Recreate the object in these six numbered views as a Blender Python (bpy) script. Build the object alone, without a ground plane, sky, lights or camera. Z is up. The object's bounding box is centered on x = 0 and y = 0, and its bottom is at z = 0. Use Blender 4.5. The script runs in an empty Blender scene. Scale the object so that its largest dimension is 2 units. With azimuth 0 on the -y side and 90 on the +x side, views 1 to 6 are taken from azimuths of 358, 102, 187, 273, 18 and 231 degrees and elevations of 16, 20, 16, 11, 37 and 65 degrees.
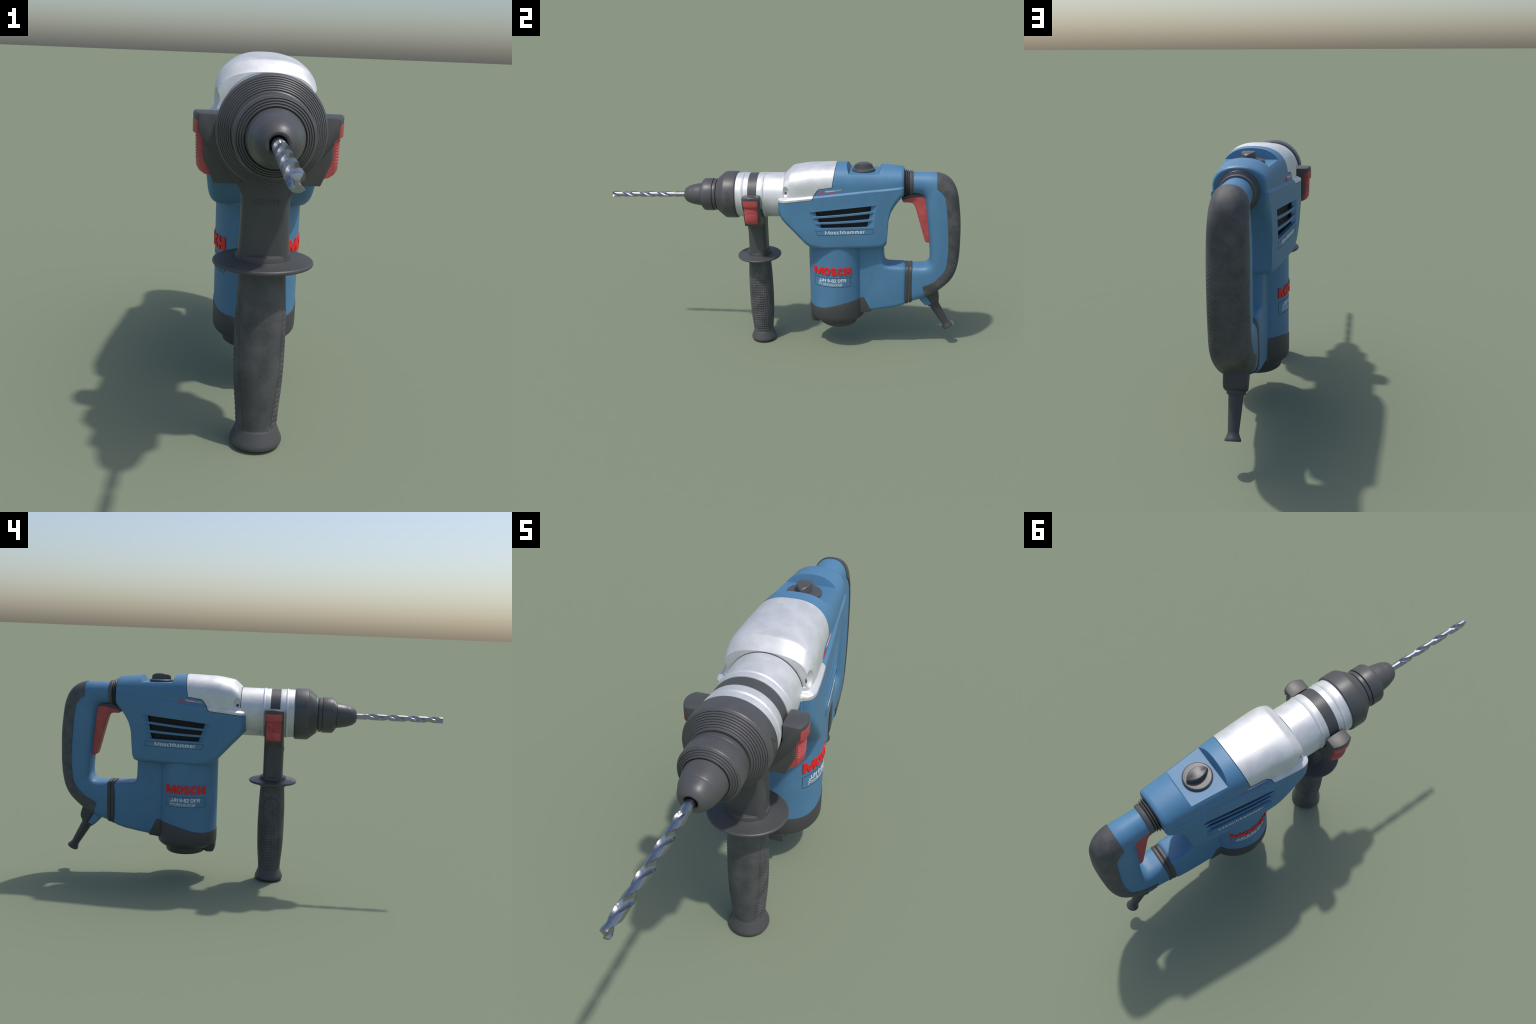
# Rotary hammer drill: blue plastic housing, cast-aluminium gear cover, dark rubber grips, twist drill bit.
# The tool axis runs along -y (bit tip at y = -1); the tool is mirror-symmetric about x = 0.
import bpy, bmesh, math, random
import numpy as np
from mathutils import Vector, Matrix
from mathutils.bvhtree import BVHTree

random.seed(7)
AX_Z = 0.906            # height of the drill axis


# ------------------------------------------------------------------ helpers
def pchip(xs, ys):
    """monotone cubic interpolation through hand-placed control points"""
    xs = np.array(xs, float); ys = np.array(ys, float)
    h = np.diff(xs); d = np.diff(ys) / h
    m = np.zeros(len(xs)); m[0] = d[0]; m[-1] = d[-1]
    for i in range(1, len(xs) - 1):
        if d[i - 1] * d[i] > 0:
            w1 = 2 * h[i] + h[i - 1]; w2 = h[i] + 2 * h[i - 1]
            m[i] = (w1 + w2) / (w1 / d[i - 1] + w2 / d[i])

    def f(x):
        x = min(max(x, xs[0]), xs[-1])
        i = min(max(int(np.searchsorted(xs, x)) - 1, 0), len(h) - 1)
        t = (x - xs[i]) / h[i]
        return float((1 + 2 * t) * (1 - t) ** 2 * ys[i] + t * (1 - t) ** 2 * h[i] * m[i]
                     + t * t * (3 - 2 * t) * ys[i + 1] + t * t * (t - 1) * h[i] * m[i + 1])
    return f


def curve(pts):
    return pchip([p[0] for p in pts], [p[1] for p in pts])


def lin(pts):
    xs = [p[0] for p in pts]; ys = [p[1] for p in pts]
    return lambda x: float(np.interp(x, xs, ys))


def finish(name, bm, mat, parent=None, angle=32, smooth=True, recalc=True):
    if recalc:
        bmesh.ops.recalc_face_normals(bm, faces=bm.faces)
    me = bpy.data.meshes.new(name)
    bm.to_mesh(me); bm.free()
    if smooth:
        me.polygons.foreach_set('use_smooth', [True] * len(me.polygons))
        me.set_sharp_from_angle(angle=math.radians(angle))
    ob = bpy.data.objects.new(name, me)
    bpy.context.scene.collection.objects.link(ob)
    if mat:
        me.materials.append(mat)
    if parent:
        ob.parent = parent
    return ob


def loft(bm, rings, cap0=True, cap1=True, closed=True):
    R = [[bm.verts.new(p) for p in ring] for ring in rings]
    n = len(R[0])
    for a, b in zip(R[:-1], R[1:]):
        for i in range(n if closed else n - 1):
            j = (i + 1) % n
            try:
                bm.faces.new((a[i], a[j], b[j], b[i]))
            except ValueError:
                pass
    if cap0: bm.faces.new(R[0])
    if cap1: bm.faces.new(list(reversed(R[-1])))
    return R


def lathe_y(prof, seg=96, cz=AX_Z, cy=0.0, cap0=True, cap1=True):
    """surface of revolution about the y axis; prof = [(radius, y)]"""
    bm = bmesh.new()
    rings = [[(r * math.sin(2 * math.pi * k / seg), y + cy, cz + r * math.cos(2 * math.pi * k / seg))
              for k in range(seg)] for r, y in prof]
    loft(bm, rings, cap0, cap1)
    return bm


def lathe_z(prof, cy, seg=96, cx=0.0):
    """elliptical revolution about a vertical axis; prof = [(rx, ry, z)]"""
    bm = bmesh.new()
    rings = [[(cx + rx * math.sin(2 * math.pi * k / seg), cy + ry * math.cos(2 * math.pi * k / seg), z)
              for k in range(seg)] for rx, ry, z in prof]
    loft(bm, rings)
    return bm


def prism_x(poly, x0, x1):
    """solid with outline poly in (y, z), between x0 and x1"""
    bm = bmesh.new()
    a = [bm.verts.new((x0, y, z)) for y, z in poly]
    b = [bm.verts.new((x1, y, z)) for y, z in poly]
    n = len(poly)
    for i in range(n):
        j = (i + 1) % n
        bm.faces.new((a[i], a[j], b[j], b[i]))
    bm.faces.new(a); bm.faces.new(list(reversed(b)))
    bmesh.ops.recalc_face_normals(bm, faces=bm.faces)
    return bm


def hexa(c):
    """solid from 8 corners: 4 of one end, 4 of the other in the same order"""
    bm = bmesh.new()
    v = [bm.verts.new(p) for p in c]
    for f in ((0, 1, 2, 3), (7, 6, 5, 4), (0, 4, 5, 1), (1, 5, 6, 2), (2, 6, 7, 3), (3, 7, 4, 0)):
        bm.faces.new([v[i] for i in f])
    bmesh.ops.recalc_face_normals(bm, faces=bm.faces)
    return bm


def modify(ob, kind, **kw):
    m = ob.modifiers.new(kind, kind)
    for k, v in kw.items():
        setattr(m, k, v)
    dg = bpy.context.evaluated_depsgraph_get()
    me = bpy.data.meshes.new_from_object(ob.evaluated_get(dg))
    ob.modifiers.clear()
    old = ob.data; ob.data = me
    bpy.data.meshes.remove(old)


def cut(ob, cutter_bm, op='DIFFERENCE'):
    c = finish('cutter', cutter_bm, None, smooth=False)
    modify(ob, 'BOOLEAN', object=c, operation=op, solver='EXACT')
    bpy.data.objects.remove(c)


def bevel(ob, width, seg=3, ang=30):
    modify(ob, 'BEVEL', width=width, segments=seg, limit_method='ANGLE', angle_limit=math.radians(ang))


def smooth(ob, angle=32):
    me = ob.data
    me.polygons.foreach_set('use_smooth', [True] * len(me.polygons))
    me.set_sharp_from_angle(angle=math.radians(angle))


def sup(t, a, b, n):
    c, s = math.cos(t), math.sin(t)
    return a * math.copysign(abs(c) ** (2 / n), c), b * math.copysign(abs(s) ** (2 / n), s)


# ------------------------------------------------------------------ materials
def material(name, base, dark=None, scale=8.0, amount=0.5, rough=0.5, metallic=0.0, bump=0.0, bump_scale=200.0,
             rough_var=0.08, coat=0.0, speck=None, lo=0.42, hi=0.62, spec=0.5):
    m = bpy.data.materials.new(name); m.use_nodes = True
    nt = m.node_tree; N = nt.nodes; L = nt.links
    b = N['Principled BSDF']
    tc = N.new('ShaderNodeTexCoord')
    b.inputs['Metallic'].default_value = metallic
    b.inputs['Specular IOR Level'].default_value = spec
    if coat: b.inputs['Coat Weight'].default_value = coat
    n1 = N.new('ShaderNodeTexNoise'); n1.inputs['Scale'].default_value = scale
    n1.inputs['Detail'].default_value = 8; n1.inputs['Roughness'].default_value = 0.65
    L.new(tc.outputs['Object'], n1.inputs['Vector'])
    rp = N.new('ShaderNodeValToRGB')
    rp.color_ramp.elements[0].position = lo; rp.color_ramp.elements[1].position = hi
    d = dark or [c * 0.85 for c in base]
    d = [c0 + (c1 - c0) * amount for c0, c1 in zip(base, d)]
    rp.color_ramp.elements[0].color = (*d, 1); rp.color_ramp.elements[1].color = (*base, 1)
    L.new(n1.outputs['Fac'], rp.inputs['Fac'])
    col = rp.outputs['Color']
    if speck:
        scol, sscale, thr = speck
        n2 = N.new('ShaderNodeTexNoise'); n2.inputs['Scale'].default_value = sscale
        n2.inputs['Detail'].default_value = 5; n2.inputs['Roughness'].default_value = 0.7
        L.new(tc.outputs['Object'], n2.inputs['Vector'])
        r2 = N.new('ShaderNodeValToRGB')
        r2.color_ramp.elements[0].position = thr; r2.color_ramp.elements[1].position = thr + 0.07
        L.new(n2.outputs['Fac'], r2.inputs['Fac'])
        mx = N.new('ShaderNodeMix'); mx.data_type = 'RGBA'
        L.new(r2.outputs['Color'], mx.inputs['Factor'])
        L.new(col, mx.inputs['A']); mx.inputs['B'].default_value = (*scol, 1)
        col = mx.outputs['Result']
    L.new(col, b.inputs['Base Color'])
    mr = N.new('ShaderNodeMapRange')
    mr.inputs['To Min'].default_value = rough - rough_var; mr.inputs['To Max'].default_value = rough + rough_var
    L.new(n1.outputs['Fac'], mr.inputs['Value']); L.new(mr.outputs['Result'], b.inputs['Roughness'])
    if bump:
        n3 = N.new('ShaderNodeTexNoise'); n3.inputs['Scale'].default_value = bump_scale
        n3.inputs['Detail'].default_value = 3
        L.new(tc.outputs['Object'], n3.inputs['Vector'])
        bp = N.new('ShaderNodeBump'); bp.inputs['Strength'].default_value = bump
        bp.inputs['Distance'].default_value = 0.002
        L.new(n3.outputs['Fac'], bp.inputs['Height']); L.new(bp.outputs['Normal'], b.inputs['Normal'])
    return m


BLUE = material('blue_plastic', (0.080, 0.215, 0.365), (0.071, 0.195, 0.342), scale=9, amount=0.8, rough=0.5, bump=0.04, bump_scale=350)
SILVER = material('cast_aluminium', (0.72, 0.73, 0.735), (0.60, 0.61, 0.615), scale=16, amount=0.6, rough=0.53, metallic=0.45,
                  rough_var=0.14, speck=((0.54, 0.55, 0.55), 85, 0.62), bump=0.07, bump_scale=110)
CHUCK = material('black_plastic', (0.080, 0.080, 0.083), scale=14, amount=0.6, rough=0.42, bump=0.02, bump_scale=400)
CAPM = material('dark_plastic', (0.058, 0.058, 0.060), scale=14, amount=0.6, rough=0.5)
RUBBER = material('dark_rubber', (0.105, 0.105, 0.107), (0.052, 0.053, 0.055), scale=15, amount=0.9, rough=0.62,
                  bump=0.12, bump_scale=260, lo=0.38, hi=0.68)
HANDLE = material('grey_plastic', (0.070, 0.071, 0.073), scale=12, amount=0.5, rough=0.46, bump=0.02, bump_scale=300)
RED = material('red_plastic', (0.52, 0.085, 0.085), (0.44, 0.065, 0.065), scale=22, amount=0.9, rough=0.5,
               speck=((0.53, 0.13, 0.13), 30, 0.58))
STEEL = material('bit_steel', (0.40, 0.41, 0.44), (0.30, 0.31, 0.335), scale=40, amount=0.4, rough=0.27, metallic=1.0)
VENT = material('vent_black', (0.010, 0.010, 0.011), rough=0.7)
INK_RED = material('red_letter', (0.80, 0.010, 0.008), rough=0.5)
INK_WHITE = material('white_letter', (0.78, 0.80, 0.82), (0.6, 0.63, 0.66), scale=60, rough=0.55)
INK_DARK = material('groove_line', (0.012, 0.030, 0.045), rough=0.6)

# ------------------------------------------------------------------ root
root = bpy.data.objects.new('rotary_hammer_drill', None)
bpy.context.scene.collection.objects.link(root)
root['label'] = 'blue corded rotary hammer drill with side handle'
root['category'] = 'power drill'

# ------------------------------------------------------------------ twist drill bit
R_BIT = 0.0158
Y_TIP, Y_RUN = -1.0, -0.602


def bit_radius(phi, depth):
    """two-flute section: round land with two circular bites"""
    r = R_BIT
    for c in (0, math.pi):
        p = (phi - c + math.pi) % (2 * math.pi) - math.pi
        d, b = 1.05 * R_BIT, 0.77 * R_BIT * depth
        if b > 1e-6 and abs(p) < math.pi / 2 and d * abs(math.sin(p)) < b:
            q = d * math.cos(p) - math.sqrt(b * b - (d * math.sin(p)) ** 2)
            r = min(r, q)
    return r


bm = bmesh.new()
rings = []
SEG = 72
ys = [-0.50, -0.58, Y_RUN + 0.004] + list(np.linspace(Y_RUN, Y_TIP + 0.010, 150))
for y in ys:
    f = 0 if y >= Y_RUN else min(1, 0.52 + (Y_RUN - y) / 0.03) if y < Y_RUN - 1e-6 else 0.5
    tw = -2 * math.pi * (y - Y_TIP) / 0.2126 + 2.01
    rr = 1.0 if y < Y_RUN + 0.001 else 0.93
    rings.append([(bit_radius(a + tw, f) * rr * math.sin(a), y, AX_Z + bit_radius(a + tw, f) * rr * math.cos(a))
                  for a in [2 * math.pi * k / SEG for k in range(SEG)]])
last = rings[-1]
# chisel point
for s, dy in ((0.97, 0.0055), (0.93, 0.0080), (0.25, 0.0100)):
    rings.append([(p[0] * s, p[1] - dy, AX_Z + (p[2] - AX_Z) * s) for p in last])
loft(bm, rings)
bit = finish('drill_bit', bm, STEEL, root, angle=38)

# ------------------------------------------------------------------ chuck
prof = [(0.0150, -0.505), (0.0165, -0.535), (0.0185, -0.549), (0.0215, -0.5535), (0.026, -0.5540), (0.034, -0.5495), (0.042, -0.5405),
        (0.0485, -0.5285), (0.0535, -0.5135), (0.0545, -0.5105), (0.0545, -0.5085), (0.0568, -0.5050), (0.0615, -0.478), (0.0655, -0.452),
        (0.0645, -0.4495), (0.0600, -0.4490), (0.0600, -0.440), (0.03, -0.43)]
nose_bm = lathe_y(prof, cap0=False)
chuck_prof = [(0.060, -0.351), (0.0925, -0.3510), (0.0950, -0.3490)]
for i in range(7):                                   # turned rings on the cone
    a = 0.0975 + i * 0.0047
    y = -0.3455 + i * 0.0058
    chuck_prof += [(a - 0.0012, y + 0.0008), (a + 0.0014, y + 0.0000), (a + 0.0036, y + 0.0022), (a + 0.0042, y + 0.0040), (a + 0.0036, y + 0.0056)]
chuck_prof += [(0.1310, -0.3035), (0.1325, -0.3010), (0.1330, -0.2960), (0.1330, -0.2440), (0.1315, -0.2375), (0.1275, -0.2335), (0.110, -0.2335)]
chuck = finish('chuck', lathe_y(chuck_prof), CHUCK, root, angle=25)
finish('chuck_nose', nose_bm, CHUCK, chuck, angle=25)
slv = [(0.058, -0.4440), (0.0660, -0.4450), (0.0672, -0.4490)]
for i in range(4):
    r = 0.0680 + i * 0.0055; y = -0.4485 + i * 0.0040
    slv += [(r, y + 0.0012), (r + 0.0014, y - 0.0006), (r + 0.0036, y + 0.0004), (r + 0.0046, y + 0.0026), (r + 0.0046, y + 0.0044)]
slv += [(0.0900, -0.4320), (0.0920, -0.4290), (0.0926, -0.4260), (0.0926, -0.3800), (0.0918, -0.3775), (0.0850, -0.3770), (0.0850, -0.3740), (0.0890, -0.3735), (0.0898, -0.3720),
        (0.0898, -0.3590), (0.0888, -0.3565), (0.0800, -0.3560), (0.0800, -0.345), (0.06, -0.345)]
finish('chuck_sleeve', lathe_y(slv), CHUCK, chuck, angle=25)

# triangular rotation mark sunk into the collar, +x side
def frame_on_axis_cylinder(pts, r, width, name, mat, parent):
    """thin closed ridge along a polygon (y, z) wrapped on the drill-axis cylinder, on its +x side"""
    bm = bmesh.new()
    n = len(pts)
    def P(y, z, rr):
        dz = z - AX_Z
        return (math.sqrt(max(rr * rr - dz * dz, 0)), y, z)
    cy = sum(p[0] for p in pts) / n; cz = sum(p[1] for p in pts) / n
    for i in range(n):
        a, b = pts[i], pts[(i + 1) % n]
        K = 8
        prev = None
        for k in range(K + 1):
            t = k / K
            y = a[0] + (b[0] - a[0]) * t; z = a[1] + (b[1] - a[1]) * t
            s = 1 - width / 0.014
            yi = cy + (y - cy) * s; zi = cz + (z - cz) * s
            cur = [bm.verts.new(P(y, z, r - 0.002)), bm.verts.new(P(y, z, r + 0.0008)), bm.verts.new(P(yi, zi, r + 0.0008)), bm.verts.new(P(yi, zi, r - 0.002))]
            if prev:
                for q in range(3):
                    bm.faces.new((prev[q], prev[q + 1], cur[q + 1], cur[q]))
            prev = cur
    return finish(name, bm, mat, parent)

frame_on_axis_cylinder([(-0.277, 0.955), (-0.253, 0.927), (-0.277, 0.899)], 0.133, 0.0035, 'rotation_mark', CAPM, chuck)

# ------------------------------------------------------------------ aluminium neck and clamp band
def rib(y, r=0.1245, h=0.0032, w=0.007):
    return [(r, y - w), (r + h * 0.7, y - w * 0.55), (r + h, y), (r + h * 0.7, y + w * 0.55), (r, y + w)]

neck_prof = [(0.10, -0.236), (0.1235, -0.236)] + rib(-0.194) + [(0.1245, -0.1625), (0.1240, -0.1605), (0.1205, -0.1600), (0.1205, -0.1100), (0.1240, -0.1095), (0.1245, -0.1075)] + rib(-0.077) + [(0.1245, 0.0), (0.1245, 0.10), (0.09, 0.10)]
neck = finish('gear_neck', lathe_y(neck_prof), SILVER, root, angle=25)

finish('dark_junction_ring', lathe_y([(0.118, 0.0400), (0.1252, 0.0400), (0.1256, 0.0415), (0.1256, 0.0450), (0.118, 0.0450)]), CAPM, neck, angle=25)  # thin dark ring along the line where the neck meets the cover

# ------------------------------------------------------------------ main body loft (shared by cover and housing)
z_top = lin([(0.018, 1.005), (0.040, 1.029), (0.052, 1.0405), (0.080, 1.0660), (0.0828, 1.0674), (0.086, 1.0690), (0.10, 1.0720), (0.145, 1.0800), (0.18, 1.0845), (0.22, 1.0855), (0.27, 1.0870), (0.33, 1.0880), (0.40, 1.0860), (0.575, 1.0750), (0.68, 1.0640), (0.70, 1.060)])
w_top = lin([(0.018, 0.116), (0.036, 0.120), (0.040, 0.1310), (0.044, 0.1365), (0.050, 0.1400), (0.058, 0.1425), (0.090, 0.1460), (0.13, 0.1460), (0.20, 0.1410), (0.31, 0.1340), (0.40, 0.1260), (0.55, 0.1130), (0.65, 0.1035), (0.70, 0.0985)])
w_rdg = curve([(0.018, 0.130), (0.022, 0.142), (0.030, 0.153), (0.045, 0.1610), (0.06, 0.1640), (0.10, 0.1625), (0.20, 0.1540), (0.31, 0.1445), (0.40, 0.1350), (0.53, 0.1215), (0.60, 0.1165), (0.65, 0.1110), (0.70, 0.1040)])
w_low = curve([(0.018, 0.132), (0.022, 0.144), (0.030, 0.155), (0.045, 0.1630), (0.06, 0.1650), (0.10, 0.1650), (0.20, 0.1600), (0.30, 0.1510), (0.40, 0.1390), (0.53, 0.1215), (0.60, 0.1080), (0.70, 0.100)])
z_bot = lin([(0.018, 0.807), (0.075, 0.747), (0.160, 0.654), (0.178, 0.640), (0.200, 0.630), (0.25, 0.628), (0.580, 0.629), (0.596, 0.634), (0.603, 0.648), (0.606, 0.70),
             (0.608, 0.750), (0.613, 0.785), (0.625, 0.826), (0.646, 0.864), (0.668, 0.893), (0.69, 0.918), (0.70, 0.930)])
z_rdg = lin([(0.018, 0.915), (0.21, 0.930), (0.70, 0.970)])
zc_top = lin([(0.018, 0.955), (0.10, 0.965), (0.70, 0.975)])


def body_section(y):
    zt, W, wr, wl, zb, zr, zc = z_top(y), w_top(y), w_rdg(y), w_low(y), z_bot(y), z_rdg(y), zc_top(y)
    zc = max(zc, zr + 0.015)
    pts = []
    for k in range(22):
        a, b = sup(math.pi / 2 * (1 - k / 21), W, zt - zc, float(np.interp(y, [0.03, 0.05, 0.33, 0.5], [2.3, 2.55, 2.5, 2.3])))
        pts.append((a, zc + b))
    z1, z2 = zr + 0.0045, zr - 0.0045
    for t in (0.35, 0.7): pts.append((W, zc + (z1 - zc) * t))
    pts.append((W + 0.0004, z1)); pts.append((W * 0.45 + wr * 0.55, (z1 + z2) / 2 + 0.001)); pts.append((wr, z2))

    def wside(z):
        return float(np.interp(z, [0.66, 0.74, z2], [wl - 0.002, wl, wr]))
    rc = min(float(np.interp(y, [0.1, 0.2, 0.26, 0.57, 0.60], [0.046, 0.040, 0.024, 0.024, 0.040])), (z2 - zb) * 0.6)
    zs = zb + rc
    for k in range(1, 11):
        z = z2 + (zs - z2) * k / 10
        pts.append((wside(z), z))
    ws = wside(zs)
    for k in range(1, 9):
        a, b = sup(math.pi / 2 * k / 8, rc, rc, 2.1)
        pts.append((ws - rc + a, zs - b))
    x0 = ws - rc
    for k in range(1, 6):
        pts.append((x0 * (1 - k / 5), zb))
    full = pts + [(-x, z) for x, z in reversed(pts[1:-1])]
    return full


def body_rings():
    st = list(np.linspace(0.018, 0.11, 36)) + list(np.linspace(0.118, 0.58, 50)) + list(np.linspace(0.587, 0.676, 30))
    rings = []
    for i, y in enumerate(st):
        rings.append([(x, y, z) for x, z in body_section(y)])
    # rounded rear end around the bellows
    for y, s in ((0.681, 0.992), (0.686, 0.975), (0.690, 0.945), (0.692, 0.90)):
        sec = body_section(y); cz = 0.985
        rings.append([(x * s, y, cz + (z - cz) * s) for x, z in sec])
    sec = rings[0]
    rings.insert(0, [(x * 0.975, 0.013, 0.93 + (z - 0.93) * 0.975) for x, y, z in sec])
    return rings


def body_mesh():
    bm = bmesh.new(); loft(bm, body_rings())
    bmesh.ops.recalc_face_normals(bm, faces=bm.faces)
    return bm


body_ref = body_mesh()
body_bvh = BVHTree.FromBMesh(body_ref)

SEAM = [(0.3265, 1.085), (0.3200, 1.04), (0.3100, 0.980), (0.2400, 0.9715), (0.2300, 0.9640), (0.2110, 0.935), (0.2050, 0.921), (0.1975, 0.9145), (-0.05, 0.8915)]


def seam_prism(grow):
    s = [(y + grow, z - grow) for y, z in SEAM]
    return prism_x([(-0.05, 1.2), (SEAM[0][0] + 0.019 + grow, 1.2)] + s, -0.3, 0.3)


# cast-aluminium gear cover
cover = finish('gear_cover', body_mesh(), SILVER, root)
cut(cover, seam_prism(0.0), 'INTERSECT')
cut(cover, prism_x([(-0.10, 0.9325), (0.0440, 0.9325), (0.0440, 1.20), (-0.10, 1.20)], -0.3, 0.3))   # flat front collar above the foot
bevel(cover, 0.0035, 2, 50)
for s in (-1, 1):                                     # screw recess at the front foot
    b = bmesh.new()
    bmesh.ops.create_uvsphere(b, u_segments=28, v_segments=16, radius=1)
    bmesh.ops.transform(b, matrix=Matrix.Translation((s * 0.153, 0.055, 0.958)) @ Matrix.Diagonal((0.028, 0.022, 0.034, 1)), verts=b.verts)
    cut(cover, b)
smooth(cover, 34)
for s in (-1, 1):
    b = bmesh.new()
    bmesh.ops.create_cone(b, cap_ends=True, segments=24, radius1=0.0075, radius2=0.0075, depth=0.010,
                          matrix=Matrix.Translation((s * 0.1240, 0.058, 0.947)) @ Matrix.Rotation(s * math.radians(70), 4, 'Y'))
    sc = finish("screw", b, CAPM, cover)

# blue housing
housing = finish('housing', body_mesh(), BLUE, root)
cut(housing, seam_prism(0.0024))
# flat pocket for the mode selector
cut(housing, prism_x([(0.373, 1.13), (0.3845, 1.085), (0.3995, 1.0445), (0.5600, 1.0405), (0.5715, 1.078), (0.585, 1.13)], -0.3, 0.3))


def side_x(y, z, s=1, bvh=None):
    h = (bvh or body_bvh).ray_cast(Vector((s * 0.6, y, z)), Vector((-s, 0, 0)))
    return h[0].x * s if h[0] else 0.0


# ventilation opening: a ramped pocket (mouth -> throat), a black well behind it and two slats across it
MOUTH = [(0.186, 0.8470), (0.553, 0.8775), (0.531, 0.7545), (0.219, 0.7545)]
THROAT = [(0.217, 0.8480), (0.521, 0.8735), (0.498, 0.7555), (0.250, 0.7555)]
RAMP, WELL = 0.015, 0.030
for s in (-1, 1):
    cs = []
    for (y, z), (yi, zi) in zip(MOUTH, THROAT):          # extend the taper outwards through the skin
        xo = side_x(y, z); xi = side_x(yi, zi) - RAMP
        cs.append((s * (xo + (xo - xi) * 0.6), y + (y - yi) * 0.6, z + (z - zi) * 0.6))
    cs += [(s * (side_x(y, z) - RAMP), y, z) for y, z in THROAT]
    cut(housing, hexa(cs))
    cut(housing, hexa([(s * (side_x(y, z) - d), y, z) for d in (RAMP - 0.004, WELL) for y, z in THROAT]))
smooth(housing, 21)
SLATS = [((0.187, 0.8210, 0.8100), (0.548, 0.8470, 0.8340)), ((0.197, 0.7885, 0.7775), (0.540, 0.8020, 0.7885))]
for s in (-1, 1):
    b = bmesh.new()
    cy = sum(p[0] for p in THROAT) / 4; cz = sum(p[1] for p in THROAT) / 4
    sh = [(cy + (y - cy) * 0.994, cz + (z - cz) * 0.985) for y, z in THROAT]
    loft(b, [[(s * (side_x(y, z) - d), y, z) for y, z in sh] for d in (RAMP + 0.0005, WELL - 0.002)], cap0=False)
    finish('vent_panel', b, VENT, housing, smooth=False)
    for (y0, t0, b0), (y1, t1, b1) in SLATS:
        b = bmesh.new(); rings = []
        for k in range(25):
            t = k / 24; y = y0 + (y1 - y0) * t
            zt = t0 + (t1 - t0) * t - 0.0025 * (1 - (2 * t - 1) ** 2); zb = b0 + (b1 - b0) * t - 0.0025 * (1 - (2 * t - 1) ** 2)
            x = side_x(y, (zt + zb) / 2) - 0.0035 + 0.0030 * (1 - (2 * t - 1) ** 2)
            rings.append([(s * (x - dx), y, zz) for dx, zz in ((0.0012, zt), (0, zt - 0.0012), (0, zb + 0.0012), (0.0012, zb), (0.0085, zb + 0.001), (0.0085, zt - 0.001))])
        loft(b, rings)
        finish('vent_slat', b, BLUE, housing, angle=40)

# mode selector knob
prof = [(0.010, 1.040), (0.0585, 1.040), (0.0615, 1.0440), (0.0625, 1.0485), (0.0605, 1.0530), (0.0565, 1.0555), (0.020, 1.0570)]
knob = finish('selector_knob', lathe_z([(r, r, z) for r, z in prof], 0.473), CHUCK, housing, angle=25)
bm = bmesh.new()
lens = []
for k in range(25):
    t = -1 + 2 * k / 24; lens.append((0.027 * (1 - t * t) ** 0.8, 0.473 + 0.0505 * t))
lens += [(-x, y) for x, y in reversed(lens[1:-1])]
loft(bm, [[(x * s, 0.473 + (y - 0.473) * s, z - (0.012 * abs((y - 0.473) * s / 0.0505) ** 3 if z > 1.07 else 0)) for x, y in lens] for s, z in
          ((1.04, 1.054), (1.0, 1.060), (0.985, 1.0805), (0.95, 1.0840), (0.88, 1.0855), (0.4, 1.0865))])
finish('knob_bar', bm, CHUCK, knob, angle=30)

# ------------------------------------------------------------------ motor casing and its cap
M_CY, M_RX, M_RY = 0.3175, 0.137, 0.1565


def ell(a, k=1.0, d=0.0):
    return (M_RX * k + d) * math.sin(a), M_CY + (M_RY * k + d) * math.cos(a)


SEG = 96
angs = [2 * math.pi * k / SEG for k in range(SEG)]
bm = bmesh.new()
loft(bm, [[(*ell(a), z) for a in angs] for z in (0.22, 0.3, 0.4, 0.5, 0.6, 0.70)])
motor_ref = bm.copy()
motor_bvh = BVHTree.FromBMesh(motor_ref)
motor = finish('motor_casing', bm, BLUE, root)

seam_z = curve([(0.15, 0.268), (0.171, 0.267), (0.207, 0.2625), (0.257, 0.269), (0.318, 0.2865), (0.378, 0.3015), (0.43, 0.309), (0.475, 0.311)])
bm = bmesh.new()
rings = [[(*ell(a, 1, -0.004), seam_z(ell(a)[1])) for a in angs], [(*ell(a, 1, 0.0012), seam_z(ell(a)[1])) for a in angs],
         [(*ell(a, 1, 0.0020), seam_z(ell(a)[1]) - 0.002) for a in angs]]
for d, z in ((0.0020, 0.23), (0.0015, 0.205), (0.0000, 0.195), (-0.004, 0.188), (-0.013, 0.179), (-0.022, 0.172), (-0.030, 0.169), (-0.06, 0.168)):
    rings.append([(*ell(a, 1, d), z) for a in angs])
loft(bm, rings)
cap = finish('motor_cap', bm, CAPM, root, angle=35)
finish('cap_disc', lathe_z([(0.1, 0.1, 0.172), (0.106, 0.106, 0.172), (0.106, 0.106, 0.148), (0.104, 0.104, 0.142), (0.098, 0.098, 0.137), (0.088, 0.088, 0.134), (0.03, 0.03, 0.133)], 0.325), CAPM, cap)
foot = finish('cap_foot', prism_x([(0.164, 0.195), (0.166, 0.152), (0.176, 0.140), (0.206, 0.138), (0.222, 0.146), (0.222, 0.195)], -0.036, 0.036), CAPM, cap)
bevel(foot, 0.006); smooth(foot, 40)

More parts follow.
